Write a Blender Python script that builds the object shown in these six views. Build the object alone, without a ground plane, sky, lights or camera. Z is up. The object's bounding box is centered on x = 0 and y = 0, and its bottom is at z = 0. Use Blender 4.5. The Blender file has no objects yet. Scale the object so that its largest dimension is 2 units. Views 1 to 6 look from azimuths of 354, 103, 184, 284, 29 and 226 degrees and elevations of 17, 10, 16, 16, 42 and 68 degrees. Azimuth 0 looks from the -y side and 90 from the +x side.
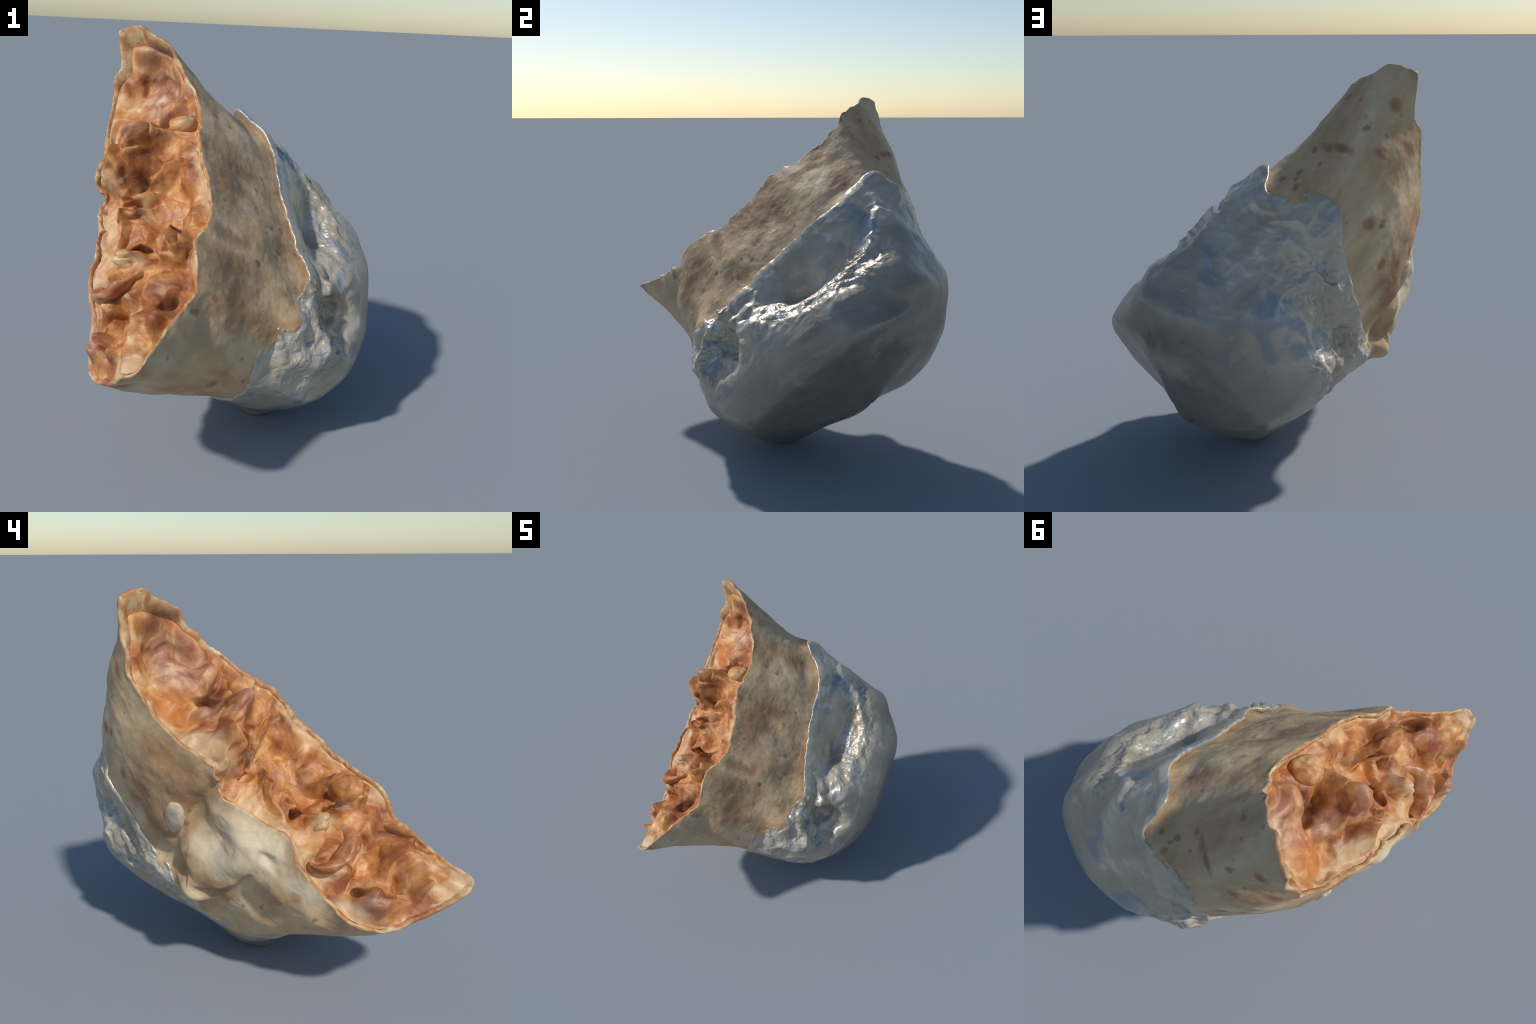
"""A half-eaten wheat-tortilla wrap, bitten at the upper end and held in crumpled foil.

Everything is laid out in the wrap's own frame:
  N  - along the wrap, from the foil end to the bite
  L  - along the long side of the flattened cross-section
  S  - across the short side
The body is a loft through flattened cross-sections along N; the bite has a torn, wavy rim.
"""
import bpy, math, random
import numpy as np

random.seed(7)
rng = np.random.default_rng(7)

# ------------------------------------------------------------------ frame
AX_N = np.array([-.49309, -.57360, .65410])
AX_L = np.array([.04908, -.76900, -.63736])
AX_S = np.array([.86859, -.28217, .40734])
ORIGIN = np.array([-.05, .10, .75])


def world(q):
    q = np.asarray(q, float)
    return ORIGIN + q[..., 0:1] * AX_L + q[..., 1:2] * AX_S + q[..., 2:3] * AX_N


def centre(h):
    t = np.clip(np.asarray(h, float) / .6, 0, 1)
    return np.stack([np.full_like(t, -.1), .05 - .17 * t], -1)


STRETCH = 1.5     # the section is this much longer along L than along S


def from_polar(th, r, h):
    c = centre(h)
    return np.stack([c[..., 0] + STRETCH * r * np.cos(th), c[..., 1] + r * np.sin(th),
                     np.broadcast_to(h, np.shape(r))], -1)


# ------------------------------------------------------------------ noise (numpy)
def _hash(ix, iy, iz, k):
    v = (ix * 374761393 + iy * 668265263 + iz * 2147483647 + k * 974634777) & 0xFFFFFFFF
    v = ((v ^ (v >> 13)) * 1274126177) & 0xFFFFFFFF
    return ((v ^ (v >> 16)) & 0xFFFF) / 65535.0


def noise(p, k=0):
    """smooth gradient noise, about -1..1"""
    p = np.asarray(p, float) + 100.37
    i = np.floor(p).astype(np.int64)
    f = p - i
    u = f * f * f * (f * (f * 6 - 15) + 10)
    out = 0
    for dx in (0, 1):
        for dy in (0, 1):
            for dz in (0, 1):
                a, b, c = i[..., 0] + dx, i[..., 1] + dy, i[..., 2] + dz
                g = [_hash(a, b, c, k * 3 + j) * 2 - 1 for j in range(3)]
                d = g[0] * (f[..., 0] - dx) + g[1] * (f[..., 1] - dy) + g[2] * (f[..., 2] - dz)
                w = (u[..., 0] if dx else 1 - u[..., 0]) * (u[..., 1] if dy else 1 - u[..., 1]) * (u[..., 2] if dz else 1 - u[..., 2])
                out = out + w * d
    return out * 1.6


def fbm(p, octaves=4, k=0, gain=.5):
    p = np.asarray(p, float)
    a, s, out = 1., 1., 0
    for o in range(octaves):
        out = out + a * noise(p * s, k + o)
        a *= gain
        s *= 2.03
    return out


def ridged(p, octaves=3, k=0):
    """sharp creases, about 0..1"""
    p = np.asarray(p, float)
    a, s, out = .6, 1., 0
    for o in range(octaves):
        out = out + a * (1 - np.abs(noise(p * s, k + o)) * 1.8)
        a *= .5
        s *= 2.1
    return out


def facets(p, k=0, cell=1.0):
    """piecewise flat creased sheet: the lower envelope of tilted planes, one per jittered cell"""
    p = np.asarray(p, float) / cell + 57.3
    i = np.floor(p).astype(np.int64)
    best = np.full(p.shape[:-1], 9.)
    for dx in (-1, 0, 1):
        for dy in (-1, 0, 1):
            for dz in (-1, 0, 1):
                c = [i[..., 0] + dx, i[..., 1] + dy, i[..., 2] + dz]
                s = np.stack([c[j] + _hash(*c, k * 7 + j) for j in range(3)], -1)
                t = np.stack([_hash(*c, k * 7 + 3 + j) * 2 - 1 for j in range(3)], -1)
                d = p - s
                dist = np.sqrt((d * d).sum(-1))
                best = np.minimum(best, dist + .35 * (d * t).sum(-1))
    return best


def smoothstep(a, b, x):
    t = np.clip((x - a) / (b - a), 0, 1)
    return t * t * (3 - 2 * t)


def smooth1(a, sigma, axis, wrap):
    n = int(3 * sigma + 1)
    x = np.arange(-n, n + 1)
    w = np.exp(-.5 * (x / sigma) ** 2)
    w /= w.sum()
    if wrap:
        return sum(wi * np.roll(a, -xi, axis) for wi, xi in zip(w, x))
    a = np.moveaxis(a, axis, 0)
    lo = 2 * a[:1] - a[1:n + 1][::-1]
    hi = 2 * a[-1:] - a[-n - 1:-1][::-1]
    b = np.concatenate([lo, a, hi])
    out = sum(wi * b[n + xi:n + xi + len(a)] for wi, xi in zip(w, x))
    return np.moveaxis(out, 0, axis)


def gauss(p, c, r):
    d = (p - np.array(c)) / np.array(r)
    return np.exp(-(d * d).sum(-1))


# ------------------------------------------------------------------ the lofted body
# cross-sections: height along N, then radius (mm) every 15 degrees from +L towards +S
SECTIONS = [
    (-.70, [176, 219, 245, 202, 170, 156, 154, 175, 261, 367, 378, 349, 330, 308, 300, 306, 299, 212, 191, 211, 215, 187, 149, 152]),
    (-.62, [374, 389, 425, 454, 474, 486, 493, 500, 495, 472, 430, 392, 378, 383, 395, 415, 414, 366, 334, 321, 332, 363, 383, 373]),
    (-.50, [444, 454, 483, 513, 523, 530, 536, 534, 526, 520, 491, 456, 440, 439, 445, 459, 478, 434, 399, 384, 406, 455, 462, 446]),
    (-.35, [479, 499, 532, 568, 569, 539, 524, 530, 520, 524, 518, 506, 493, 492, 492, 501, 542, 511, 472, 458, 478, 503, 482, 478]),
    (-.20, [500, 514, 542, 570, 546, 518, 475, 448, 444, 476, 521, 516, 505, 511, 523, 538, 542, 539, 512, 502, 518, 522, 497, 496]),
    (-.05, [503, 512, 523, 517, 476, 404, 391, 388, 408, 461, 524, 531, 528, 531, 544, 570, 545, 553, 572, 555, 556, 544, 523, 507]),
    (.10, [501, 495, 487, 454, 377, 341, 323, 329, 373, 444, 520, 555, 544, 552, 551, 537, 522, 534, 568, 588, 606, 570, 553, 524]),
    (.25, [516, 500, 488, 424, 363, 335, 320, 326, 371, 439, 502, 528, 548, 559, 554, 510, 488, 495, 497, 536, 581, 576, 573, 550]),
    (.40, [543, 520, 480, 415, 354, 328, 317, 324, 373, 442, 506, 548, 570, 563, 527, 473, 433, 408, 420, 459, 520, 576, 590, 576]),
]
# the torn rim of the bite, (l, s, h)
RIM = [(.845, -.06, .82), (.78, -.04, .78), (.71, -.01, .75), (.60, .03, .70), (.52, .08, .65), (.46, .11, .625),
       (.39, .14, .655), (.31, .15, .68), (.22, .14, .665), (.13, .175, .61), (.03, .19, .59), (-.03, .19, .60),
       (-.15, .19, .61), (-.21, .18, .63), (-.28, .185, .64), (-.34, .19, .66), (-.45, .185, .635), (-.55, .18, .615),
       (-.67, .17, .62), (-.73, .14, .645), (-.78, .135, .67), (-.83, .12, .665), (-.90, .11, .73), (-.95, .075, .745), (-1.0, .03, .765), (-1.06, -.03, .81),
       (-1.09, -.15, .80), (-1.03, -.185, .735), (-.97, -.215, .69), (-.92, -.25, .695), (-.85, -.29, .63), (-.70, -.335, .61), (-.60, -.36, .60),
       (-.48, -.37, .61), (-.32, -.38, .66), (-.26, -.42, .56), (-.14, -.40, .58), (-.04, -.39, .59), (.10, -.38, .63),
       (.20, -.43, .60), (.33, -.45, .55), (.52, -.47, .535), (.62, -.45, .56), (.715, -.385, .615), (.77, -.295, .66), (.82, -.21, .745), (.845, -.13, .83)]
# foil edge: angle in degrees, height along N
FOIL_EDGE = [(-165, .18), (-162, .17), (-155, .10), (-147, .05), (-141, .02), (-136, -.01), (-122, -.02), (-110, -.04),
             (-104, -.04), (-97, -.02), (-90, -.06), (-83, -.20), (-72, -.28), (-50, -.25), (-25, -.10), (-7, .0), (3, .06),
             (13, .13), (26, .18), (41, .13), (46, .10), (52, .06), (58, .03), (63, .015), (73, .045), (84, .07), (95, .085),
             (106, .095), (115, .105), (123, .12), (131, .12), (137, .13), (140, .14), (148, .18), (155, .21), (158, .22),
             (161, .19), (166, .10), (171, .085), (177, .12), (183, .18), (190, .19)]

# broad hollows and swells pressed into the lofted body: centre (l, s, h), radii, depth (minus = inwards)
# on the foil-wrapped end
FOIL_STROKES = [((-.20, .49, -.26), (.24, .10, .06), -.022), ((.24, .40, -.10), (.08, .12, .05), .05), ((.42, .43, -.26), (.12, .16, .10), -.012), ((.02, .50, -.16), (.08, .10, .05), -.015),
    ((-.03, -.48, .02), (.12, .12, .05), .03), ((.13, -.44, -.20), (.13, .13, .08), -.035), ((-.81, .24, -.46), (.12, .18, .10), -.035), ((-.60, -.30, -.46), (.12, .12, .08), -.02), ((-.08, -.50, -.03), (.12, .10, .05), .03),
    ((-.55, .40, -.61), (.12, .12, .05), .025), ((-.21, .38, -.13), (.07, .10, .04), .03),
    ((-.27, .46, -.11), (.24, .17, .11), -.074), ((-.02, .50, -.10), (.14, .12, .08), -.041), ((.57, .27, .10), (.16, .14, .14), -.024),
    ((-.70, .40, -.33), (.12, .12, .12), .021), ((-.92, .0, -.08), (.18, .25, .17), -.024), ((-.64, .23, -.66), (.17, .18, .09), -.068),
    ((-.52, .50, -.46), (.14, .14, .12), -.035), ((-.62, -.41, -.12), (.15, .14, .13), -.048), ((-.76, -.31, -.09), (.14, .12, .16), -.026),
    ((.31, .45, .06), (.12, .12, .10), -.030), ((-.45, .34, -.69), (.16, .16, .10), -.035), ((.51, -.20, -.58), (.14, .14, .10), .075),
    ((-.42, .50, -.58), (.12, .12, .10), .030), ((-.40, .55, -.42), (.12, .10, .10), .031), ((-.40, .15, -.76), (.14, .16, .06), -.030),
    ((-.16, -.05, -.75), (.16, .14, .08), -.050), ((.01, -.48, -.23), (.14, .10, .10), -.025), ((-.23, .47, -.17), (.22, .14, .07), -.047),
    ((.28, .46, -.06), (.12, .12, .08), -.026), ((-.66, .34, .10), (.12, .10, .06), .026), ((-.55, .46, -.38), (.12, .12, .10), .027),
    ((-.72, .27, -.50), (.16, .20, .11), .056), ((-.82, .06, -.40), (.14, .16, .13), .050), ((-.52, .30, -.68), (.14, .14, .06), -.015),
    ((-.14, .57, -.58), (.14, .12, .09), -.020), ((-.46, -.46, -.18), (.17, .13, .10), -.060), ((-.56, -.37, .0), (.10, .10, .06), .022),
    ((-.64, -.36, -.27), (.14, .12, .12), -.020), ((-.80, -.16, -.30), (.14, .14, .13), .033), ((-.86, .08, -.36), (.12, .20, .11), -.047),
    ((-.84, -.13, -.22), (.10, .14, .12), -.032), ((-.12, .58, -.49), (.14, .10, .08), .020), ((-.30, -.42, -.30), (.10, .12, .06), -.031),
    ((-.36, .50, -.34), (.20, .12, .09), -.025), ((.39, .43, -.22), (.11, .14, .08), -.091), ((.20, .42, -.11), (.08, .10, .05), .053),
    ((-.30, .26, -.71), (.14, .14, .06), -.039), ((.13, -.44, -.19), (.15, .13, .10), -.080), ((.43, .32, .06), (.09, .10, .07), .049),
    ((-.20, .45, -.20), (.20, .11, .05), -.067), ((.07, .53, -.21), (.12, .08, .07), .041), ((.34, .50, -.19), (.15, .16, .17), -.118)]
# on the bare tortilla
TORTILLA_STROKES = [((.52, .20, .30), (.20, .14, .22), -.047), ((.06, .28, .30), (.14, .10, .12), .028), ((-.57, .27, .33), (.12, .10, .12), .025),
    ((-.94, -.15, .43), (.16, .14, .15), .037), ((-.87, -.26, .55), (.08, .10, .10), .021), ((-.43, -.45, .03), (.20, .16, .08), -.036),
    ((-.13, -.52, .03), (.17, .14, .09), -.069), ((.08, -.52, .38), (.14, .12, .12), -.020), ((.70, .0, .49), (.14, .10, .16), -.025),
    ((.15, -.52, .0), (.20, .15, .12), -.055), ((.55, .10, .52), (.12, .10, .10), -.021), ((-.10, -.47, .38), (.13, .10, .12), -.018),
    ((-.19, -.47, .36), (.08, .10, .09), -.039), ((.23, -.49, .17), (.13, .12, .09), -.039), ((-.04, -.50, .04), (.11, .10, .05), .094),
    ((.22, -.53, .25), (.19, .15, .15), -.079)]

NT, NU = 600, 260
THETA = np.arange(NT) * 2 * np.pi / NT


def rim_curve():
    th, r, h = [], [], []
    for p in RIM:
        c = centre(p[2])
        a, b = (p[0] - c[0]) / STRETCH, p[1] - c[1]
        th.append(math.atan2(b, a) % (2 * np.pi))
        r.append(math.hypot(a, b))
        h.append(p[2])
    o = np.argsort(th)
    th, r, h = np.array(th)[o], np.array(r)[o], np.array(h)[o]
    r = smooth1(np.interp(THETA, th, r, period=2 * np.pi), 2, 0, True)
    h = smooth1(np.interp(THETA, th, h, period=2 * np.pi), 2, 0, True)
    return r, h


RIM_R, RIM_H = rim_curve()


def edge_curve():
    a = np.radians([e[0] for e in FOIL_EDGE]) % (2 * np.pi)
    h = np.array([e[1] for e in FOIL_EDGE])
    o = np.argsort(a)
    e = smooth1(np.interp(THETA, a[o], h[o], period=2 * np.pi), 3, 0, True)
    ring = np.stack([np.cos(THETA) * 6, np.sin(THETA) * 6, THETA * 0], -1)
    return e + .010 * fbm(ring * 1.3, 4, 3)


EDGE_H = edge_curve()


def periodic_cubic(row):
    """Catmull-Rom through evenly spaced radii, sampled at THETA"""
    v = np.array(row, float) / 1000
    x = THETA / (2 * np.pi) * len(v)
    i = np.floor(x).astype(int)
    f = x - i
    g = lambda j: v[(i + j) % len(v)]
    return .5 * (2 * g(0) + (g(1) - g(-1)) * f + (2 * g(-1) - 5 * g(0) + 4 * g(1) - g(2)) * f ** 2
                 + (3 * g(0) - g(-1) - 3 * g(1) + g(2)) * f ** 3)


def build_body():
    rows = []
    first = from_polar(THETA, periodic_cubic(SECTIONS[0][1]), SECTIONS[0][0])
    pole = first.mean(0)
    pole[2] = -.765
    rows.append(np.broadcast_to(pole, first.shape))
    mid = pole + (first - pole) * .55
    mid[:, 2] = -.745
    rows.append(mid)
    for h, r in SECTIONS:
        rows.append(from_polar(THETA, periodic_cubic(r), h))
    rows.append(from_polar(THETA, RIM_R, RIM_H))
    rows = np.array(rows)                                  # (rows, NT, 3)
    d = np.sqrt((np.diff(rows, axis=0) ** 2).sum(-1)).mean(1)
    t = np.concatenate([[0], np.cumsum(d)])
    t /= t[-1]
    u = np.linspace(0, 1, NU)
    out = np.empty((NU, NT, 3))
    for k, x in enumerate(u):
        j = min(np.searchsorted(t, x, side='right') - 1, len(t) - 2)
        f = (x - t[j]) / (t[j + 1] - t[j])
        out[k] = rows[j] * (1 - f) + rows[j + 1] * f
    out = smooth1(out, 3.5, 0, False)
    out = smooth1(out, 3, 1, True)
    out[-1] = rows[-1]
    c = centre(out[..., 2])
    away = np.stack([(out[..., 0] - c[..., 0]), out[..., 1] - c[..., 1], 0 * out[..., 0]], -1)
    away[..., 2] = -.35 * smoothstep(-.45, -.7, out[..., 2]) * np.linalg.norm(away[..., :2], axis=-1)
    away /= np.maximum(np.linalg.norm(away, axis=-1, keepdims=True), 1e-6)
    push = sum(depth * gauss(out, at, rad) for at, rad, depth in FOIL_STROKES + TORTILLA_STROKES)
    out = out + away * push[..., None]
    return out                                             # [u, theta]


BODY = build_body()


def columns(lo, hi, n, power=1.0):
    """resample every column of the body between heights lo(theta) and hi(theta) (None = to the rim)"""
    out = np.empty((n, NT, 3))
    f = np.linspace(0, 1, n) ** power
    for j in range(NT):
        col = BODY[:, j]
        hm = np.maximum.accumulate(col[:, 2] + np.arange(NU) * 1e-7)
        k = np.arange(NU)
        a = 0 if lo is None else np.interp(lo[j], hm, k)
        b = NU - 1 if hi is None else np.interp(hi[j], hm, k)
        x = a + (b - a) * f
        for c in range(3):
            out[:, j, c] = np.interp(x, k, col[:, c])
    return out


def grid_normals(g):
    du = np.gradient(g, axis=0)
    dv = (np.roll(g, -1, 1) - np.roll(g, 1, 1)) / 2
    n = np.cross(dv, du)                                   # (l, s, h) is left or right handed like the world frame
    n /= np.maximum(np.linalg.norm(n, axis=-1, keepdims=True), 1e-9)
    c = centre(g[..., 2])
    out = np.stack([g[..., 0] - c[..., 0], g[..., 1] - c[..., 1], 0 * c[..., 0]], -1)
    if (n * out).sum() < 0:
        n = -n
    return n


# ------------------------------------------------------------------ mesh helpers
def make_object(name, verts, faces, mat, parent, smooth=True):
    me = bpy.data.meshes.new(name)
    me.from_pydata([tuple(v) for v in verts], [], faces)
    me.validate()
    me.update()
    if smooth:
        me.polygons.foreach_set("use_smooth", [True] * len(me.polygons))
    me.materials.append(mat)
    ob = bpy.data.objects.new(name, me)
    bpy.context.scene.collection.objects.link(ob)
    ob.parent = parent
    return ob


def grid_faces(nu, nt, wrap=True, flip=False):
    i = np.arange(nu - 1)[:, None]
    j = np.arange(nt if wrap else nt - 1)[None]
    j2 = (j + 1) % nt
    q = np.stack([i * nt + j, i * nt + j2, (i + 1) * nt + j2, (i + 1) * nt + j], -1).reshape(-1, 4)
    if flip:
        q = q[:, ::-1]
    return q.tolist()


def polyline_distance(p, line):
    """distance from points (n..,2) to a polyline"""
    best = np.full(p.shape[:-1], 9.)
    for a, b in zip(line[:-1], line[1:]):
        a, b = np.array(a), np.array(b)
        t = np.clip(((p - a) @ (b - a)) / ((b - a) @ (b - a)), 0, 1)
        best = np.minimum(best, np.linalg.norm(p - a - t[..., None] * (b - a), axis=-1))
    return best


def inside_polygon(p, poly):
    x, y = p[..., 0], p[..., 1]
    r = np.zeros(x.shape, bool)
    for (x0, y0), (x1, y1) in zip(poly, poly[1:] + poly[:1]):
        if y0 != y1:
            r ^= ((y0 > y) != (y1 > y)) & (x < (x1 - x0) * (y - y0) / (y1 - y0) + x0)
    return r


# ------------------------------------------------------------------ materials
class Nodes:
    """short-hand for building a node tree"""

    def __init__(self, name):
        self.mat = bpy.data.materials.new(name)
        self.mat.use_nodes = True
        self.t = self.mat.node_tree
        self.t.nodes.clear()
        self.out = self.new('ShaderNodeOutputMaterial')
        self.bsdf = self.new('ShaderNodeBsdfPrincipled')
        self.link(self.bsdf.outputs[0], self.out.inputs['Surface'])
        self.obj = self.new('ShaderNodeTexCoord').outputs['Object']

    def new(self, kind):
        return self.t.nodes.new(kind)

    def link(self, a, b):
        self.t.links.new(a, b)

    def put(self, socket, v):
        if isinstance(v, bpy.types.NodeSocket):
            self.link(v, socket)
        elif v is not None:
            if socket.type == 'RGBA' and len(v) == 3:
                v = (*v, 1)
            socket.default_value = v

    def math(self, op, a, b=None, clamp=False):
        n = self.new('ShaderNodeMath')
        n.operation = op
        n.use_clamp = clamp
        self.put(n.inputs[0], a)
        if b is not None:
            self.put(n.inputs[1], b)
        return n.outputs[0]

    def vmath(self, op, a, b=None, scale=None):
        n = self.new('ShaderNodeVectorMath')
        n.operation = op
        self.put(n.inputs[0], a)
        if b is not None:
            self.put(n.inputs[1], b)
        if scale is not None:
            self.put(n.inputs['Scale'], scale)
        return n.outputs['Value'] if op in ('DISTANCE', 'DOT_PRODUCT', 'LENGTH') else n.outputs[0]

    def noise(self, vec, scale, detail=4, rough=.55, distort=0, colour=False):
        n = self.new('ShaderNodeTexNoise')
        self.put(n.inputs['Vector'], vec)
        n.inputs['Scale'].default_value = scale
        n.inputs['Detail'].default_value = detail
        n.inputs['Roughness'].default_value = rough
        n.inputs['Distortion'].default_value = distort
        return n.outputs['Color' if colour else 0]

    def voronoi(self, vec, scale, feature='F1', rand=1.0):
        n = self.new('ShaderNodeTexVoronoi')
        n.feature = feature
        self.put(n.inputs['Vector'], vec)
        n.inputs['Scale'].default_value = scale
        n.inputs['Randomness'].default_value = rand
        return n

    def ramp(self, fac, stops):
        n = self.new('ShaderNodeValToRGB')
        e = n.color_ramp.elements
        while len(e) < len(stops):
            e.new(.5)
        for el, (p, c) in zip(e, stops):
            el.position = p
            el.color = (*c, 1) if len(c) == 3 else c
        self.put(n.inputs[0], fac)
        return n.outputs[0]

    def step(self, x, a, b, lo=0., hi=1.):
        n = self.new('ShaderNodeMapRange')
        n.interpolation_type = 'SMOOTHSTEP'
        self.put(n.inputs['Value'], x)
        n.inputs['From Min'].default_value = min(a, b)
        n.inputs['From Max'].default_value = max(a, b)
        n.inputs['To Min'].default_value = lo if a < b else hi
        n.inputs['To Max'].default_value = hi if a < b else lo
        return n.outputs[0]

    def mix(self, fac, a, b, mode='MIX'):
        n = self.new('ShaderNodeMix')
        n.data_type = 'RGBA'
        n.blend_type = mode
        self.put(n.inputs[0], fac)
        self.put(n.inputs[6], a)
        self.put(n.inputs[7], b)
        return n.outputs[2]

    def frame(self, warp=0, warp_scale=5):
        """coordinates (l, s, h) of the wrap's own frame, optionally warped"""
        v = self.obj
        if warp:
            n = self.vmath('SUBTRACT', self.noise(self.obj, warp_scale, 3, colour=True), (.5, .5, .5))
            v = self.vmath('ADD', v, self.vmath('SCALE', n, scale=warp))
        v = self.vmath('SUBTRACT', v, tuple(ORIGIN))
        c = self.new('ShaderNodeCombineXYZ')
        for k, ax in enumerate((AX_L, AX_S, AX_N)):
            self.link(self.vmath('DOT_PRODUCT', v, tuple(ax)), c.inputs[k])
        return c.outputs[0]

    def spot(self, vec, c, r, soft=.5):
        """1 inside an ellipsoid of radii r about c, in the given coordinates"""
        r = (r, r, r) if not hasattr(r, '__len__') else r
        d = self.vmath('SUBTRACT', vec, tuple(c))
        d = self.vmath('DIVIDE', d, tuple(r))
        return self.step(self.vmath('LENGTH', d), 1 + soft, 1 - soft)

    def spots(self, vec, items):
        acc = None
        for it in items:
            m = self.spot(vec, *it)
            acc = m if acc is None else self.math('MAXIMUM', acc, m)
        return acc

    def bump(self, height, strength, distance=.01, normal=None):
        n = self.new('ShaderNodeBump')
        n.inputs['Strength'].default_value = strength
        n.inputs['Distance'].default_value = distance
        self.put(n.inputs['Height'], height)
        if normal is not None:
            self.link(normal, n.inputs['Normal'])
        self.link(n.outputs[0], self.bsdf.inputs['Normal'])
        return n.outputs[0]

    def set(self, **kw):
        for k, v in kw.items():
            self.put(self.bsdf.inputs[k.replace('_', ' ')], v)


def tortilla_material():
    m = Nodes("toasted_tortilla")
    f = m.frame(.05, 9)
    wide = m.vmath('MULTIPLY', f, (1.5, 1.5, .55))          # blotches run along the wrap
    base = m.ramp(m.noise(wide, 4, 5, .6), [(.30, (.36, .19, .075)), (.50, (.56, .375, .20)), (.70, (.69, .545, .35))])
    tan = m.step(m.noise(wide, 2.6, 4, .6), .50, .66)
    base = m.mix(m.math('MULTIPLY', tan, .65), base, (.40, .235, .105))
    # freckles and scorch marks
    v = m.voronoi(m.vmath('MULTIPLY', m.frame(.03, 20), (1, 1, .75)), 17)
    size = m.math('MULTIPLY', m.step(m.noise(f, 4, 2), .40, .68), .30)
    small = m.step(m.math('SUBTRACT', v.outputs['Distance'], size), .06, -.08)
    base = m.mix(m.math('MULTIPLY', small, .75), base, (.27, .11, .045))
    big = m.spots(f, [((-.95, -.04, .40), (.042, .05, .018)), ((-.90, .07, .37), .016), ((-.96, -.18, .46), .026),
                      ((-1.02, -.13, .66), .028), ((-.93, -.27, .57), (.05, .05, .03)), ((-.83, -.28, .22), .03),
                      ((-.79, -.32, .27), .022), ((-.88, -.29, .42), .016), ((-.50, -.43, .25), (.06, .05, .03), .6),
                      ((-.92, .02, .39), (.03, .04, .02)), ((-.18, .30, .47), .022), ((.14, .28, .40), .02),
                      ((.21, .29, .32), .018), ((-.31, .18, .63), .022), ((.46, .21, .36), .02), ((.68, -.04, .22), .03),
                      ((-.40, -.45, .20), (.075, .08, .07), .6), ((-.62, -.38, .18), .03), ((.30, -.49, .46), .03),
                      ((.37, -.52, .40), (.05, .03, .02))])
    base = m.mix(m.math('MULTIPLY', big, .8), base, (.26, .085, .035))
    warm = m.spots(m.frame(.14, 7), [((-.17, .26, .50), (.15, .12, .10), .7), ((-.43, -.42, .47), (.20, .16, .13), .45), ((-.36, -.46, .20), (.10, .12, .14), .6), ((.05, -.54, .16), (.16, .1, .07), .6),
                                     ((.28, .20, .50), (.07, .1, .10), .8), ((-.70, .26, .30), (.06, .1, .08), .8), ((.13, .25, .52), (.035, .1, .18), .7), ((-.30, .30, .45), (.03, .1, .16), .7),
                                     ((.45, .22, .42), (.13, .12, .10), .8), ((-.50, -.42, .22), (.08, .1, .12), .7)])  # first spot: brown tint partly bakes in shade low on the tortilla
    base = m.mix(m.math('MULTIPLY', warm, .85), base, m.ramp(m.noise(f, 8, 4), [(.35, (.17, .068, .028)), (.65, (.37, .18, .07))]))
    pale = m.spots(m.frame(.10, 7), [((.02, -.45, .50), (.17, .1, .12), .6), ((-.08, -.50, .33), (.10, .1, .09), .6), ((.30, -.46, .52), (.14, .06, .05), .6)])
    base = m.mix(m.math('MULTIPLY', pale, .75), base, (.74, .62, .44))
    base = m.mix(m.math('MULTIPLY', m.noise(m.obj, 45, 3), .22), base, (.66, .58, .44), 'MIX')
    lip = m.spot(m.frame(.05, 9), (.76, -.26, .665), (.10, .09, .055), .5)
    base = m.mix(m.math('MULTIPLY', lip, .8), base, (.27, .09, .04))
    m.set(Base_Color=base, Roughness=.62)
    m.bsdf.inputs['Specular IOR Level'].default_value = .35
    m.bump(m.noise(wide, 22, 5, .65), .35, .012)
    return m.mat


def crumb_material():
    """torn edge and inside face of the tortilla"""
    m = Nodes("torn_tortilla_edge")
    f = m.frame(.06, 8)
    base = m.ramp(m.noise(f, 9, 5, .6), [(.28, (.34, .16, .06)), (.46, (.52, .32, .15)), (.66, (.66, .50, .30))])
    sauce = m.step(m.noise(m.vmath('ADD', f, (2, 5, 1)), 9, 4, .6, .5), .44, .56)
    base = m.mix(m.math('MULTIPLY', sauce, .8), base, (.40, .165, .055))
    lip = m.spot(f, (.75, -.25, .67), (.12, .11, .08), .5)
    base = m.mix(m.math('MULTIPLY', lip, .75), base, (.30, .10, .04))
    dark = m.spot(f, (-.945, .02, .66), (.085, .13, .075), .5)  # arch of shade inside the tip, darkened in the colour
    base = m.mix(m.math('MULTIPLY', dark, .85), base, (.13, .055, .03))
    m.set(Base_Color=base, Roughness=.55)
    m.bump(m.noise(f, 30, 4), .4, .01)
    return m.mat


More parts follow.
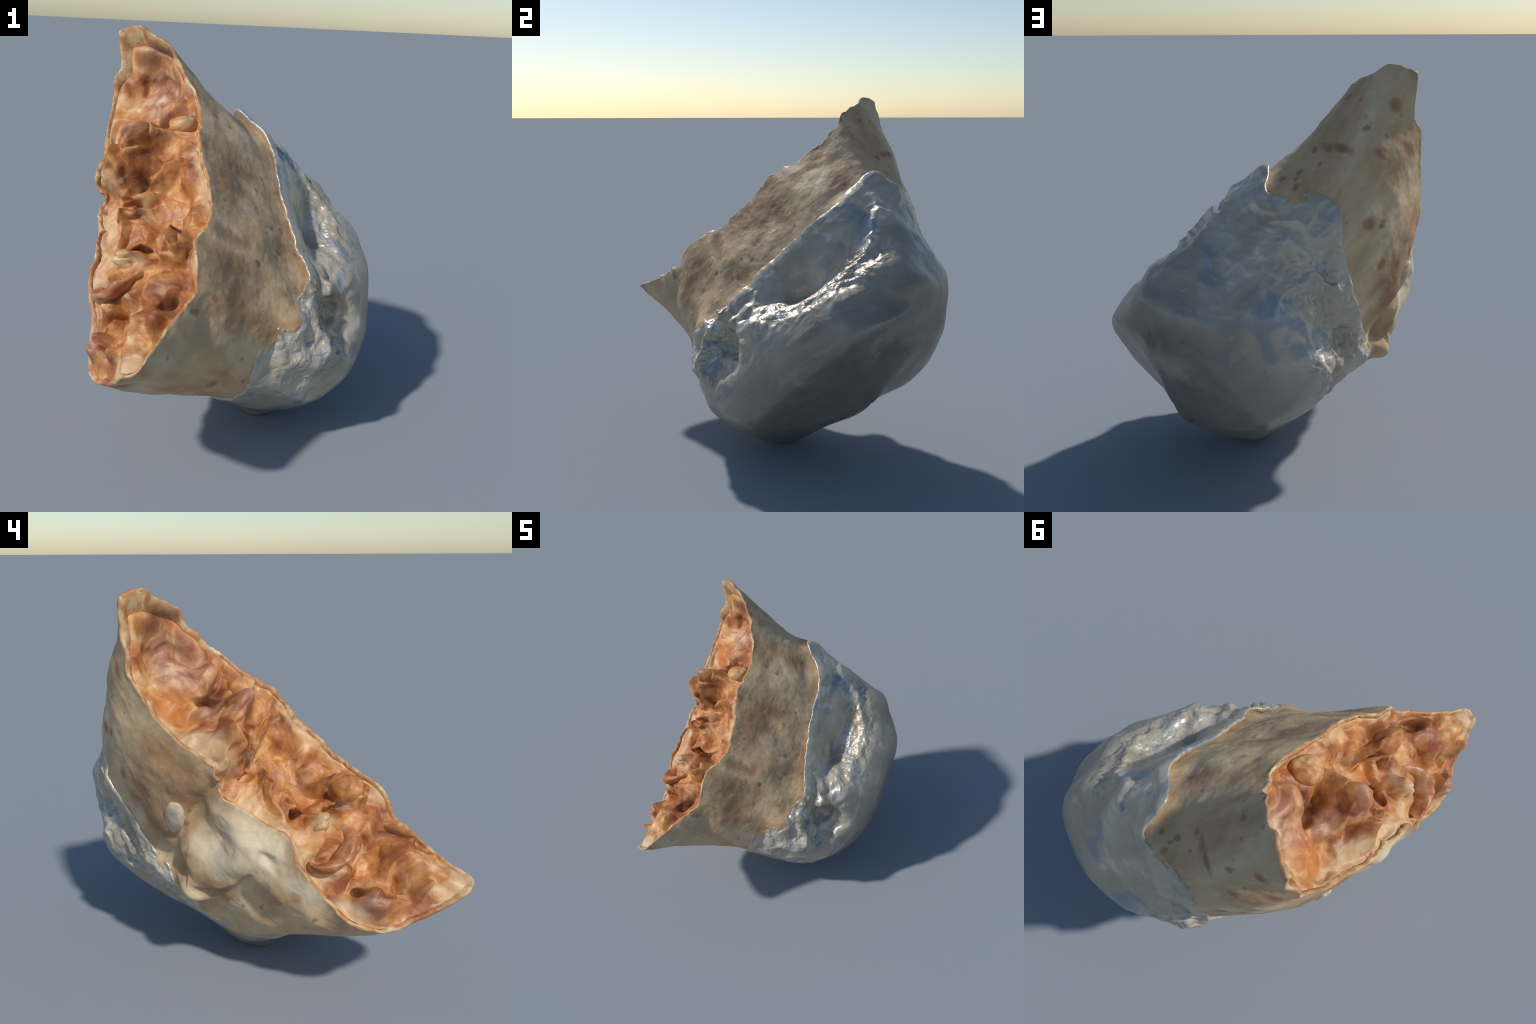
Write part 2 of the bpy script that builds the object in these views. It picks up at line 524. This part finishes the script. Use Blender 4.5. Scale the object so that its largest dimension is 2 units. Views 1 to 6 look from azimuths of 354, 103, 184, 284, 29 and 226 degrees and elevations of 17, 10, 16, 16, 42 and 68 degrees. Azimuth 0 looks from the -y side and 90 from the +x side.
def filling_material():
    m = Nodes("saucy_filling")
    f = m.frame(.10, 7)
    a = m.noise(f, 7, 6, .6, .6)
    base = m.ramp(a, [(.28, (.12, .035, .013)), (.40, (.30, .10, .03)), (.50, (.45, .18, .05)), (.61, (.60, .30, .115)), (.73, (.72, .53, .32))])
    red = m.step(m.noise(m.vmath('ADD', f, (3, 1, 2)), 4.5, 5, .6, .4), .54, .70)
    base = m.mix(m.math('MULTIPLY', red, .75), base, (.24, .055, .02))
    pink = m.step(m.noise(m.vmath('ADD', f, (7, 4, 1)), 6, 5, .6, .5), .58, .72)
    base = m.mix(m.math('MULTIPLY', pink, .6), base, (.42, .20, .135))
    orange = m.spots(f, [((-.62, -.23, .62), (.09, .08, .12), .5), ((.02, -.27, .62), (.07, .03, .1), .6), ((.10, -.12, .58), (.05, .08, .1), .6)])
    base = m.mix(m.math('MULTIPLY', orange, .6), base, (.50, .15, .02))
    meat = m.spots(f, [((-.74, -.05, .62), (.13, .12, .15), .5), ((-.50, -.14, .62), (.06, .06, .1), .6), ((.58, -.38, .62), (.07, .05, .1), .5)])
    base = m.mix(m.math('MULTIPLY', meat, .7), base, m.ramp(m.noise(f, 12, 4), [(.33, (.17, .07, .055)), (.5, (.36, .20, .14)), (.68, (.60, .44, .30))]))
    cream = m.spots(f, [((-.40, -.31, .62), (.15, .06, .12), .5), ((-.03, -.35, .62), (.17, .06, .12), .5), ((.27, -.39, .58), (.11, .05, .08), .5),
                        ((.19, -.21, .64), (.05, .07, .08), .5), ((-.05, .17, .61), (.25, .030, .08), .5), ((.35, .13, .66), (.20, .030, .06), .5), ((-.50, .18, .64), (.20, .030, .06), .5), ((-.62, -.33, .60), (.14, .04, .1), .5), ((.80, -.10, .80), (.05, .08, .08), .6), ((.52, -.43, .56), (.09, .04, .06), .5)])
    base = m.mix(m.math('MULTIPLY', cream, .7), base, m.ramp(m.noise(f, 10, 4), [(.3, (.46, .26, .11)), (.6, (.66, .50, .30))]))
    dark = m.spots(f, [((-.935, -.01, .62), (.055, .10, .14), .6), ((-.53, -.03, .56), (.06, .05, .09), .6), ((.12, -.17, .48), (.05, .05, .09), .6),  # shadow of the pits and tip pocket, painted as dark brown spots
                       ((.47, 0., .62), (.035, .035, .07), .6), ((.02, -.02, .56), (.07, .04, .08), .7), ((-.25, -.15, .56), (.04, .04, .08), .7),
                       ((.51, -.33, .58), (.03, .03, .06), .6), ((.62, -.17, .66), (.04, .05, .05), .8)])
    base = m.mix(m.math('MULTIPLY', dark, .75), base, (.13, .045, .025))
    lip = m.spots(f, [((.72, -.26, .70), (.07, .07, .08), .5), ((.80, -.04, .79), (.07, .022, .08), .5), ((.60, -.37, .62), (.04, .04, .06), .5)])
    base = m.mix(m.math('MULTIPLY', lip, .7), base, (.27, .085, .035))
    tan = m.step(m.noise(m.vmath('ADD', f, (9, 2, 5)), 7, 4, .6, .5), .56, .68)
    base = m.mix(m.math('MULTIPLY', tan, .6), base, (.66, .47, .28))
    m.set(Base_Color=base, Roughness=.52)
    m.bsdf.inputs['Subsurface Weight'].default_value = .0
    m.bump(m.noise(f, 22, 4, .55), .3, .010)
    return m.mat


def piece_material(name, dark, mid, light, rough=.45, scale=9):
    m = Nodes(name)
    v = m.vmath('ADD', m.obj, (1.7, .4, 3.1))
    m.set(Base_Color=m.ramp(m.noise(v, scale, 5, .6, .5), [(.30, dark), (.50, mid), (.70, light)]), Roughness=rough)
    m.bump(m.noise(v, 28, 4), .4, .01)
    return m.mat


def foil_material():
    m = Nodes("crumpled_aluminium_foil")
    f = m.frame(.05, 7)
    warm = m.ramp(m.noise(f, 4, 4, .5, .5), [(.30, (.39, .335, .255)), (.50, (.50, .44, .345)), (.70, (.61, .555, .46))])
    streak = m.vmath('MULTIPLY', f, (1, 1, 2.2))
    cool = m.step(m.noise(m.vmath('ADD', streak, (4, 2, 6)), 3.2, 2, .5, .9), .55, .65)  # blue sky reflections painted into the foil colour as patches
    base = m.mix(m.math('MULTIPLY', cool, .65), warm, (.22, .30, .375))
    pale = m.step(m.noise(m.vmath('ADD', streak, (1, 8, 3)), 4.5, 3, .5, 1.0), .58, .68)  # bright silver glints of the creases, painted as pale streaks
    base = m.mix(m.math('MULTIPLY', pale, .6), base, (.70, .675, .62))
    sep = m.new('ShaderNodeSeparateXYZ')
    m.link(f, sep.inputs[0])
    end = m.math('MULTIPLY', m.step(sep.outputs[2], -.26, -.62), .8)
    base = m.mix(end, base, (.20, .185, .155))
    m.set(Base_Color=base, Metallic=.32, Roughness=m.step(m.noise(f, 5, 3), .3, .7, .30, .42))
    v = m.voronoi(m.frame(.10, 10), 9)
    h = m.math('ADD', m.math('MULTIPLY', v.outputs['Distance'], .8), m.noise(f, 6, 3, .5, 1.0))
    crease = m.voronoi(m.frame(.16, 6), 11, 'DISTANCE_TO_EDGE')
    fine = m.voronoi(m.frame(.10, 14), 26, 'DISTANCE_TO_EDGE')
    where = m.spots(m.frame(.12, 6), [((-.35, -.47, -.18), (.34, .2, .16), .4), ((-.30, .48, -.25), (.50, .14, .10), .4), ((.42, .33, -.05), (.26, .26, .26), .4), ((-.70, -.2, -.1), (.16, .2, .1), .5)])
    cr = m.math('ADD', m.math('MULTIPLY', m.step(crease.outputs['Distance'], 0, .22), .7), m.math('MULTIPLY', m.step(fine.outputs['Distance'], 0, .25), .15))
    h = m.math('ADD', h, m.math('MULTIPLY', m.math('MULTIPLY', cr, where), 1.1))
    m.bump(h, .38, .02)
    return m.mat


# ------------------------------------------------------------------ build
wrap = bpy.data.objects.new("half_eaten_burrito", None)
bpy.context.scene.collection.objects.link(wrap)
wrap["label"] = "bitten meat-filled flour tortilla wrap with crumpled silver foil around its lower end"
wrap["category"] = "burrito"
wrap.empty_display_size = .2

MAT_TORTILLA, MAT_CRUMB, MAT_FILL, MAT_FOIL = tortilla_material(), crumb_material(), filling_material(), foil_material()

# ---- tortilla: outer sheet, rounded torn lip, inner face running down into the filling
FLAP = [(-.26, .60), (-.245, .42), (-.20, .28), (-.13, .14), (-.06, .055), (.02, .13), (.08, .25), (.09, .38), (.06, .50),
        (.12, .53), (.16, .58), (.16, .70), (-.20, .70)]
FLAP_GROOVE = [(-.27, .58), (-.27, .46), (-.25, .33), (-.24, .16), (-.16, .07)]
FLAP_STEP = [(-.06, .055), (.02, .13), (.08, .25), (.09, .38), (.06, .50), (.12, .53), (.17, .57)]


def tortilla_relief(g):
    """outward displacement of the tortilla's outer face"""
    d = .010 * fbm(g * np.array([3.2, 3.2, 2.2]), 3, 11) + .0035 * fbm(g * 11, 3, 17)
    side = smoothstep(-.20, -.32, g[..., 1])
    lh = np.stack([g[..., 0], g[..., 2]], -1)
    d = d - side * .045 * np.exp(-(polyline_distance(lh, FLAP_GROOVE) / .045) ** 2)
    inside = inside_polygon(lh, FLAP)
    edge = polyline_distance(lh, FLAP_STEP)
    signed = np.where(inside, edge, -edge)
    lip = smoothstep(-.014, .014, signed) * np.exp(-np.maximum(signed, 0) / .12) * smoothstep(.56, .46, g[..., 2]) * smoothstep(.03, .10, g[..., 2])
    d = d + side * lip * .022 * np.where(np.abs(signed) < .4, 1, 0)
    d = d + side * (.022 * gauss(lh, (-.02, .50), (.10, .08)) + .018 * gauss(lh, (.02, .36), (.05, .09)) - .022 * gauss(lh, (.10, .50), (.05, .03)) - .018 * gauss(lh, (-.10, .38), (.04, .10)))
    d = d + side * .012 * ridged(g * 5, 2, 19) * smoothstep(-.35, -.2, g[..., 0]) * smoothstep(.5, .25, g[..., 0])
    return d


def build_tortilla():
    rim_jag = .010 * fbm(np.stack([np.cos(THETA) * 16, np.sin(THETA) * 16, THETA * 0], -1), 4, 23)
    lo = EDGE_H - .14
    g = columns(lo, None, 190)
    n = grid_normals(g)
    d = tortilla_relief(g)
    d = d - .055 * smoothstep(.035, .11, EDGE_H[None] - g[..., 2])          # drawn in under the foil
    g = g + n * d[..., None]
    t = np.linspace(0, 1, g.shape[0])[:, None]
    g[..., 2] += smoothstep(.85, 1, t) * rim_jag[None]
    top = g[-1]
    # torn lip of uneven thickness, then an inner face that follows the outer one down into the bite
    n2 = smooth1(smooth1(grid_normals(g), 6, 1, True), 4, 0, False)
    ring = np.stack([np.cos(THETA) * 11, np.sin(THETA) * 11, 0 * THETA], -1)
    thick = .019 + .013 * fbm(ring, 3, 31)
    tip = smoothstep(.45, .25, np.abs(THETA - 3.05))
    thick = np.maximum(thick, .008) + .004 * tip
    rows = [g]
    for k, a, lift in ((0, .25, .004), (0, .6, .006), (1, .9, .002)):
        r = top - n2[-1 - k] * (thick * a)[:, None]
        r[:, 2] += lift - .004 * k
        rows.append(r[None])
    wall = []
    for k in (2, 5, 8, 12, 16, 21, 26, 32, 38, 45, 52):
        r = g[-1 - k] - n2[-1 - k] * (thick * (1 + .010 * k) + .0012 * k)[:, None]
        wall.append(r + .004 * np.stack([noise(r * 14, 300 + j) for j in range(3)], -1))
    rows.append(np.array(wall))
    g2 = np.concatenate(rows)
    nu = g2.shape[0]
    ob = make_object("tortilla", world(g2).reshape(-1, 3), grid_faces(nu, NT), MAT_TORTILLA, wrap)
    ob.data.materials.append(MAT_CRUMB)
    split = (g.shape[0] - 1) * NT
    idx = np.zeros(len(ob.data.polygons), int)
    idx[split:] = 1
    ob.data.polygons.foreach_set("material_index", idx.tolist())
    # where the filling meets the inner face: just under the rim, deeper in the pocket below the tip
    at = .05 + 3.6 * tip + .5 * np.clip(fbm(ring * .8, 2, 37), 0, 1)
    wall = np.array(wall)
    i = np.clip(at, 0, len(wall) - 2).astype(int)
    f = (at - i)[:, None]
    j = np.arange(NT)
    return top, smooth1(wall[i, j] * (1 - f) + wall[i + 1, j] * f, 2.5, 0, True)


TOP, BORDER = build_tortilla()

# ---- filling: a torn, lumpy face spanning the rim
MID = [(-1.05, .70), (-1.0, .665), (-.95, .60), (-.88, .575), (-.74, .57), (-.63, .60), (-.54, .575), (-.46, .645), (-.33, .655),
       (-.20, .605), (-.08, .59), (.02, .58), (.12, .585), (.20, .64), (.32, .655), (.45, .645), (.55, .675), (.65, .735), (.75, .79), (.85, .82)]
# lumps (+) and hollows (-): l, s, height, radius along l, radius along s, turn in degrees, edge (0 soft .. 1 abrupt)
LUMPS = [
    # pocket under the tip, with the meat lying in it
    (-.80, -.04, -.012, .15, .11, 5, .4), (-.72, -.03, .030, .07, .07, 20, .2), (-.86, -.03, .015, .03, .06, 0, .2), (-.61, .02, .045, .06, .06, 0, .6),
    (-.62, -.22, -.015, .08, .06, -15, .5), (-.49, -.16, .030, .05, .06, 0, .5), (-.535, -.055, -.085, .03, .06, -25, .8), (-.47, .09, .05, .06, .06, 10, .4),
    # hood of meat and the hollow column below it
    (-.42, -.06, .12, .055, .11, -10, .7), (-.305, -.11, -.05, .04, .06, 15, .7), (-.245, -.155, -.085, .035, .045, 10, .8),
    (-.36, -.27, .055, .07, .06, -15, .4), (-.235, -.02, .045, .03, .09, 15, .5), (-.30, -.20, -.02, .05, .02, 20, .6),
    (-.14, -.165, .055, .02, .09, 25, .7), (-.09, -.20, .04, .018, .07, 20, .7), (-.115, -.18, -.03, .012, .06, 22, .6), (-.20, -.24, -.03, .03, .03, 0, .6),
    # long smooth slope below the sunny rim and the ragged ledge at its foot
    (-.09, -.05, -.10, .17, .11, 0, .4), (-.68, -.03, -.01, .12, .10, 0, .3), (.47, -.19, -.07, .08, .09, 10, .4), (.15, -.09, -.035, .07, .07, 0, .3), (-.48, -.05, -.03, .05, .06, 0, .3), (.34, -.13, -.03, .06, .05, 0, .3),
    (.32, -.37, .045, .06, .05, 0, .3), (.60, -.39, .075, .11, .075, 10, .3), (-.35, -.18, .09, .06, .09, 0, .6), (.62, -.03, .02, .1, .05, 0, .2), (.11, .0, .085, .055, .04, 20, .8), (.20, .05, .06, .06, .04, -5, .7), (.11, -.03, -.04, .06, .02, 15, .8),
    # pits around the pale tooth-like piece and the cup it sits in
    (.095, -.20, -.12, .028, .05, -15, .9), (.20, -.055, -.09, .018, .045, -20, .9), (.02, -.16, .03, .03, .03, 0, .6), (.19, -.215, .075, .035, .06, -10, .7),
    (.145, -.10, .03, .03, .04, 0, .5), (.285, -.305, -.06, .045, .06, 0, .6), (.285, -.33, -.04, .03, .02, 30, .8), (.255, .01, .06, .055, .06, 0, .5), (-.02, -.27, .04, .08, .025, -25, .7),
    # the low half
    (.36, -.13, .03, .05, .07, 0, .3), (.39, -.20, -.03, .015, .10, 10, .4), (.44, -.27, -.03, .015, .09, 15, .4), (.475, .015, -.065, .035, .04, 0, .7), (.535, .02, .03, .02, .06, -10, .5),
    (.605, .0, -.06, .045, .055, 0, .8), (.665, -.015, .04, .025, .06, -10, .6), (.45, -.22, -.045, .05, .07, 20, .4), (.54, -.13, .03, .03, .08, 0, .4),
    (.62, -.20, -.065, .05, .055, 0, .7), (.69, -.235, .07, .035, .06, 15, .5), (.505, -.35, -.09, .02, .028, 0, .9), (.545, -.32, .04, .025, .04, 0, .6),
    (.59, -.385, .035, .045, .03, 0, .6), (.75, -.26, -.035, .06, .025, 40, .5), (.78, -.03, -.035, .08, .02, -12, .5), (.40, -.36, .03, .05, .05, 0, .3)]


def filling_height(l, s, edge_h, r):
    """l, s arrays; edge_h rim height on this ray; r = 0 middle, 1 rim"""
    mid = np.interp(l, [m[0] for m in MID], [m[1] for m in MID])
    start = .40 + .40 * smoothstep(-.50, -.75, l)
    k = np.clip((r - start) / (1 - start), 0, 1)
    k = k * k * (3 - 2 * k)
    h = mid * (1 - k) + edge_h * k
    fade = smoothstep(1.0, .90, r)
    q = np.stack([l, s, 0 * l], -1)
    w = .034 * np.stack([fbm(q * 7, 2, 41), fbm(q * 7, 2, 51)], -1)
    a, b = l + w[..., 0], s + w[..., 1]
    for (cl, cs, amp, rl, rs, ang, edge) in LUMPS:
        t = math.radians(ang)
        x, y = (a - cl) * math.cos(t) + (b - cs) * math.sin(t), -(a - cl) * math.sin(t) + (b - cs) * math.cos(t)
        e = np.sqrt((x / rl) ** 2 + (y / rs) ** 2)
        h = h + amp * fade * smoothstep(1.6 - .3 * edge, .2 + .35 * edge, e)
    q2 = np.stack([a, b, 0 * a], -1)
    calm = 1 - .65 * gauss(q, (-.74, -.05, 0), (.2, .2, 1))
    bowls = facets(q2 * np.array([1, .8, 1]), 61, .20) - .55
    small = facets(q2 + .01 * noise(q * 20, 5)[..., None], 67, .055) - .55
    return h - .008 * fade + fade * calm * (.035 * (bowls + .12) + .050 * (ridged(q2 * np.array([5.5, 4, 1]) + 3.1, 2, 63) - .62) + .004 * small + .010 * fbm(q2 * np.array([8, 5, 1]), 2, 71))


def build_filling():
    nr = 170
    r = np.linspace(0, 1, nr)[:, None] ** .8
    c = np.array([-.1, -.12])
    l = c[0] + (BORDER[None, :, 0] - c[0]) * r
    s = c[1] + (BORDER[None, :, 1] - c[1]) * r
    eh = np.broadcast_to(BORDER[:, 2], l.shape)
    h = filling_height(l, s, eh, np.broadcast_to(r, l.shape))
    h[0] = h[0].mean()
    g = np.stack([l, s, h], -1)
    # sideways pull so the lumps overhang a little
    g[..., :2] += (.016 * np.stack([fbm(g * 9, 2, 81), fbm(g * 9, 2, 91)], -1)) * smoothstep(1, .85, r)[..., None]
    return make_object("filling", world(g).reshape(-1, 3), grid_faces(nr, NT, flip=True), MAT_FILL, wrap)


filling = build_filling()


# ---- separate chunks in the bite
def chunk(name, mat, c, radii, turn=(0, 0, 0), dent=None, rough=.18, k=0, parent=None):
    """a torn lump: an ellipsoid in the wrap's frame, roughened, with an optional hollow (direction, depth)"""
    nu, nv = 40, 56
    ph = np.linspace(0, np.pi, nu)[:, None]
    th = np.linspace(0, 2 * np.pi, nv, endpoint=False)[None]
    p = np.stack([np.sin(ph) * np.cos(th), np.sin(ph) * np.sin(th), np.cos(ph) + 0 * th], -1)
    d = 1 + rough * fbm(p * 1.1 + k * 7.1, 2, k) + .03 * (ridged(p * 1.1 + k * 3.3, 1, k + 5) - .5)
    if dent:
        v = np.array(dent[0], float)
        v /= np.linalg.norm(v)
        d = d - dent[1] * smoothstep(.45, .98, (p * v).sum(-1))
    q = p * d[..., None] * np.array(radii)
    rx, ry, rz = [math.radians(a) for a in turn]
    for ax, a in ((0, rx), (1, ry), (2, rz)):
        i, j = [(1, 2), (2, 0), (0, 1)][ax]
        ca, sa = math.cos(a), math.sin(a)
        q[..., i], q[..., j] = q[..., i] * ca - q[..., j] * sa, q[..., i] * sa + q[..., j] * ca
    q = q + np.array(c)
    return make_object(name, world(q).reshape(-1, 3), grid_faces(nu, nv, flip=True), mat, parent or filling)


MAT_CHICKEN = piece_material("braised_meat", (.24, .085, .04), (.44, .22, .10), (.60, .38, .21))
MAT_PORK = piece_material("red_stewed_meat", (.20, .05, .02), (.42, .15, .055), (.62, .32, .15))
MAT_PALE = piece_material("pale_cream_piece", (.42, .21, .08), (.58, .38, .19), (.68, .55, .35))
MAT_PURPLE = piece_material("purplish_meat", (.15, .06, .05), (.30, .16, .125), (.52, .37, .27))
MAT_DAB = piece_material("pale_dough_dab", (.40, .31, .20), (.52, .44, .31), (.60, .53, .40))
MAT_ONION = piece_material("sauced_onion", (.24, .07, .028), (.42, .16, .06), (.60, .35, .18), .42)

# bigger pieces bedded in the sauce: l, s, top height, half-lengths along l, s, n, turn
for i, (l, sd, top, a, b, c, turn, mat) in enumerate([
        (-.415, -.105, .835, .055, .11, .16, 15, MAT_FILL), (-.47, .09, .70, .06, .07, .08, 10, MAT_FILL), (.20, .01, .755, .075, .065, .11, 20, MAT_FILL),
        (-.61, .02, .625, .07, .07, .07, -10, MAT_FILL), (.19, -.215, .695, .035, .06, .10, -10, MAT_PALE), (.62, -.36, .675, .085, .055, .10, 20, MAT_FILL)]):
    chunk("meat_chunk" if mat is not MAT_PALE else "cabbage_piece", mat, (l, sd, top - c), (a, b, c), (rng.uniform(-12, 12), rng.uniform(-12, 12), turn),
          ((rng.uniform(-1, 1), rng.uniform(-1, 1), 1.2), .25), .12, i + 1)


def curl(name, mat, path, width, thick, k=0, lean=0.0):
    """a strip that follows a path in the wrap's frame; it stands up along N by width, with thickness"""
    p = np.array(path, float)
    n = 60
    t = np.linspace(0, len(p) - 1, n)
    q = smooth1(np.stack([np.interp(t, np.arange(len(p)), p[:, c]) for c in range(3)], -1), 3, 0, False)
    tan = np.gradient(q, axis=0)
    side = np.stack([-tan[:, 1], tan[:, 0], 0 * tan[:, 0]], -1)
    side /= np.linalg.norm(side, axis=1, keepdims=True)
    m = 20
    a = np.linspace(0, 2 * np.pi, m, endpoint=False)
    taper = np.sin(np.linspace(.15, np.pi - .15, n)) ** .5
    ring = []
    for i in range(n):
        x = np.cos(a) * thick * taper[i]
        z = np.sin(a) * width * taper[i]
        pt = q[i] + side[i] * (x + lean * z)[:, None] + np.array([0, 0, 1.]) * z[:, None]
        ring.append(pt)
    g = np.array(ring)
    g = g + .010 * np.stack([fbm(g * 12, 2, k + j) for j in range(3)], -1)
    v = world(g).reshape(-1, 3)
    f = grid_faces(n, m)
    f += [list(range(m)), list(range((n - 1) * m, n * m))[::-1]]
    return make_object(name, v, f, mat, filling)


curl("onion_strip", MAT_ONION, [(.25, -.14, .60), (.30, -.17, .64), (.335, -.24, .655), (.345, -.31, .635), (.32, -.365, .60), (.28, -.385, .575), (.24, -.38, .565)], .065, .026, 3, .25)

# a pale dab stuck to the outside of the tortilla under the fold
chunk("cream_dab", MAT_DAB, (-.315, -.458, .29), (.052, .030, .10), (0, -20, 0), None, .10, 12, wrap)


# ---- foil
RIDGE = [(-.78, .33, -.02), (-.73, .34, -.06), (-.66, .365, -.155), (-.58, .39, -.24), (-.47, .435, -.295), (-.39, .47, -.30), (-.30, .51, -.285),
         (-.20, .53, -.265), (-.13, .53, -.22), (-.06, .515, -.185), (.0, .495, -.165), (.08, .44, -.11), (.2, .40, -.03), (.33, .38, .04)]


def foil_relief(g, t):
    """outward displacement; g in the wrap's frame, t = 0 at the foil's closed end, 1 at its edge"""
    ang = np.degrees(np.arctan2(g[..., 1] - .05, (g[..., 0] + .1) / STRETCH)) % 360
    h = g[..., 2]
    best = np.full(h.shape, 9.)
    for a, b in zip(RIDGE[:-1], RIDGE[1:]):
        a, b = np.array(a), np.array(b)
        x = np.clip(((g - a) @ (b - a)) / ((b - a) @ (b - a)), 0, 1)
        best = np.minimum(best, np.linalg.norm(g - a - x[..., None] * (b - a), axis=-1))
    warp = .05 * np.stack([fbm(g * 6, 2, 101 + 3 * j) for j in range(3)], -1)
    q = g + warp
    cr = ridged(q * 9, 3, 111) - .5
    fc = facets(q, 5, .10) - .6
    fine = ridged(q * 22, 2, 121) - .5
    near = np.exp(-(best / .07) ** 2)
    band = np.exp(-(best / .16) ** 2)
    right = smoothstep(5, 25, ang) * smoothstep(85, 55, ang) * smoothstep(-.55, -.2, h)          # sunny lower corner
    left = smoothstep(195, 225, ang) * smoothstep(300, 262, ang) * smoothstep(-.50, -.25, h)     # crumpled collar
    back = smoothstep(150, 175, ang) * smoothstep(235, 205, ang) * smoothstep(-.5, -.2, h)
    low = smoothstep(-.25, -.5, h)
    pleat = facets(q * np.array([.6, 1, 1]), 25, .065) - .6
    d = .006 * near + .020 * np.exp(-(best / .028) ** 2) + near * (.006 * cr + .004 * fine + .022 * pleat) + band * (.026 * fc + .008 * cr)
    big = facets(q, 15, .16) - .6
    d = d + right * (.060 * big + .030 * fc + .012 * pleat + .004 * cr)
    d = d + left * (.016 * cr + .036 * fc + .030 * pleat + .006 * fine + .006)
    d = d + back * (.012 * fc + .010 * cr)
    d = d + low * .02 * (facets(g, 9, .33) - .6) + .004 * fbm(g * 5, 2, 131)
    d = d + .022 * gauss(g, (-.83, .21, .19), (.05, .06, .05)) * t ** 3
    return d


def build_foil():
    nu = 250
    g = columns(None, EDGE_H, nu)
    n = grid_normals(g)
    n[0] = np.array([0, 0, -1.])
    n[:6] = n[0] * np.linspace(1, 0, 6)[:, None, None] + n[6] * np.linspace(0, 1, 6)[:, None, None]
    t = np.linspace(0, 1, nu)[:, None]
    d = foil_relief(g, np.broadcast_to(t, g.shape[:2]))
    d[:4] = d[:4].mean(1, keepdims=True)
    c = np.stack([np.cos(THETA) * 9, np.sin(THETA) * 9, 0 * THETA], -1)
    deg = np.degrees(THETA)
    rightside = smoothstep(10, 40, deg) * smoothstep(172, 160, deg)
    flare = .001 + .008 * smoothstep(135, 158, deg) * rightside + .007 * (fbm(c, 3, 141) + .2) + .016 * smoothstep(50, 70, deg) * smoothstep(168, 155, deg)
    below = EDGE_H[None] - g[..., 2]
    fold = smoothstep(55, 68, deg) * smoothstep(168, 158, deg)
    width = .050 + .012 * fbm(c, 2, 151)
    d = d + fold[None] * .007 * smoothstep(width[None] + .006, width[None] - .006, below)
    d = d * (1 - .7 * smoothstep(.93, 1, t) * (1 - rightside)) + .005 + smoothstep(.92, 1, t) * flare
    g = g + n * d[..., None]
    # rolled edge: turn over and tuck back towards the tortilla
    top, tn = g[-1], n[-1]
    rows = [g]
    for a, b in ((-.003, .006), (-.009, .009), (-.016, .006), (-.020, -.006), (-.028, -.03), (-.036, -.07)):
        r = top + tn * a
        r[:, 2] += b
        rows.append(r[None])
    g = np.concatenate(rows)
    w = world(g)
    w[..., 2] = np.maximum(w[..., 2], .0)
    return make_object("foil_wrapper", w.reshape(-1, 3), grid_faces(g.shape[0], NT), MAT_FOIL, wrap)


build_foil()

# rest the wrap exactly on the ground
low = min((o.matrix_world @ v.co).z for o in bpy.data.objects if o.type == 'MESH' for v in o.data.vertices)
print("lowest", low)
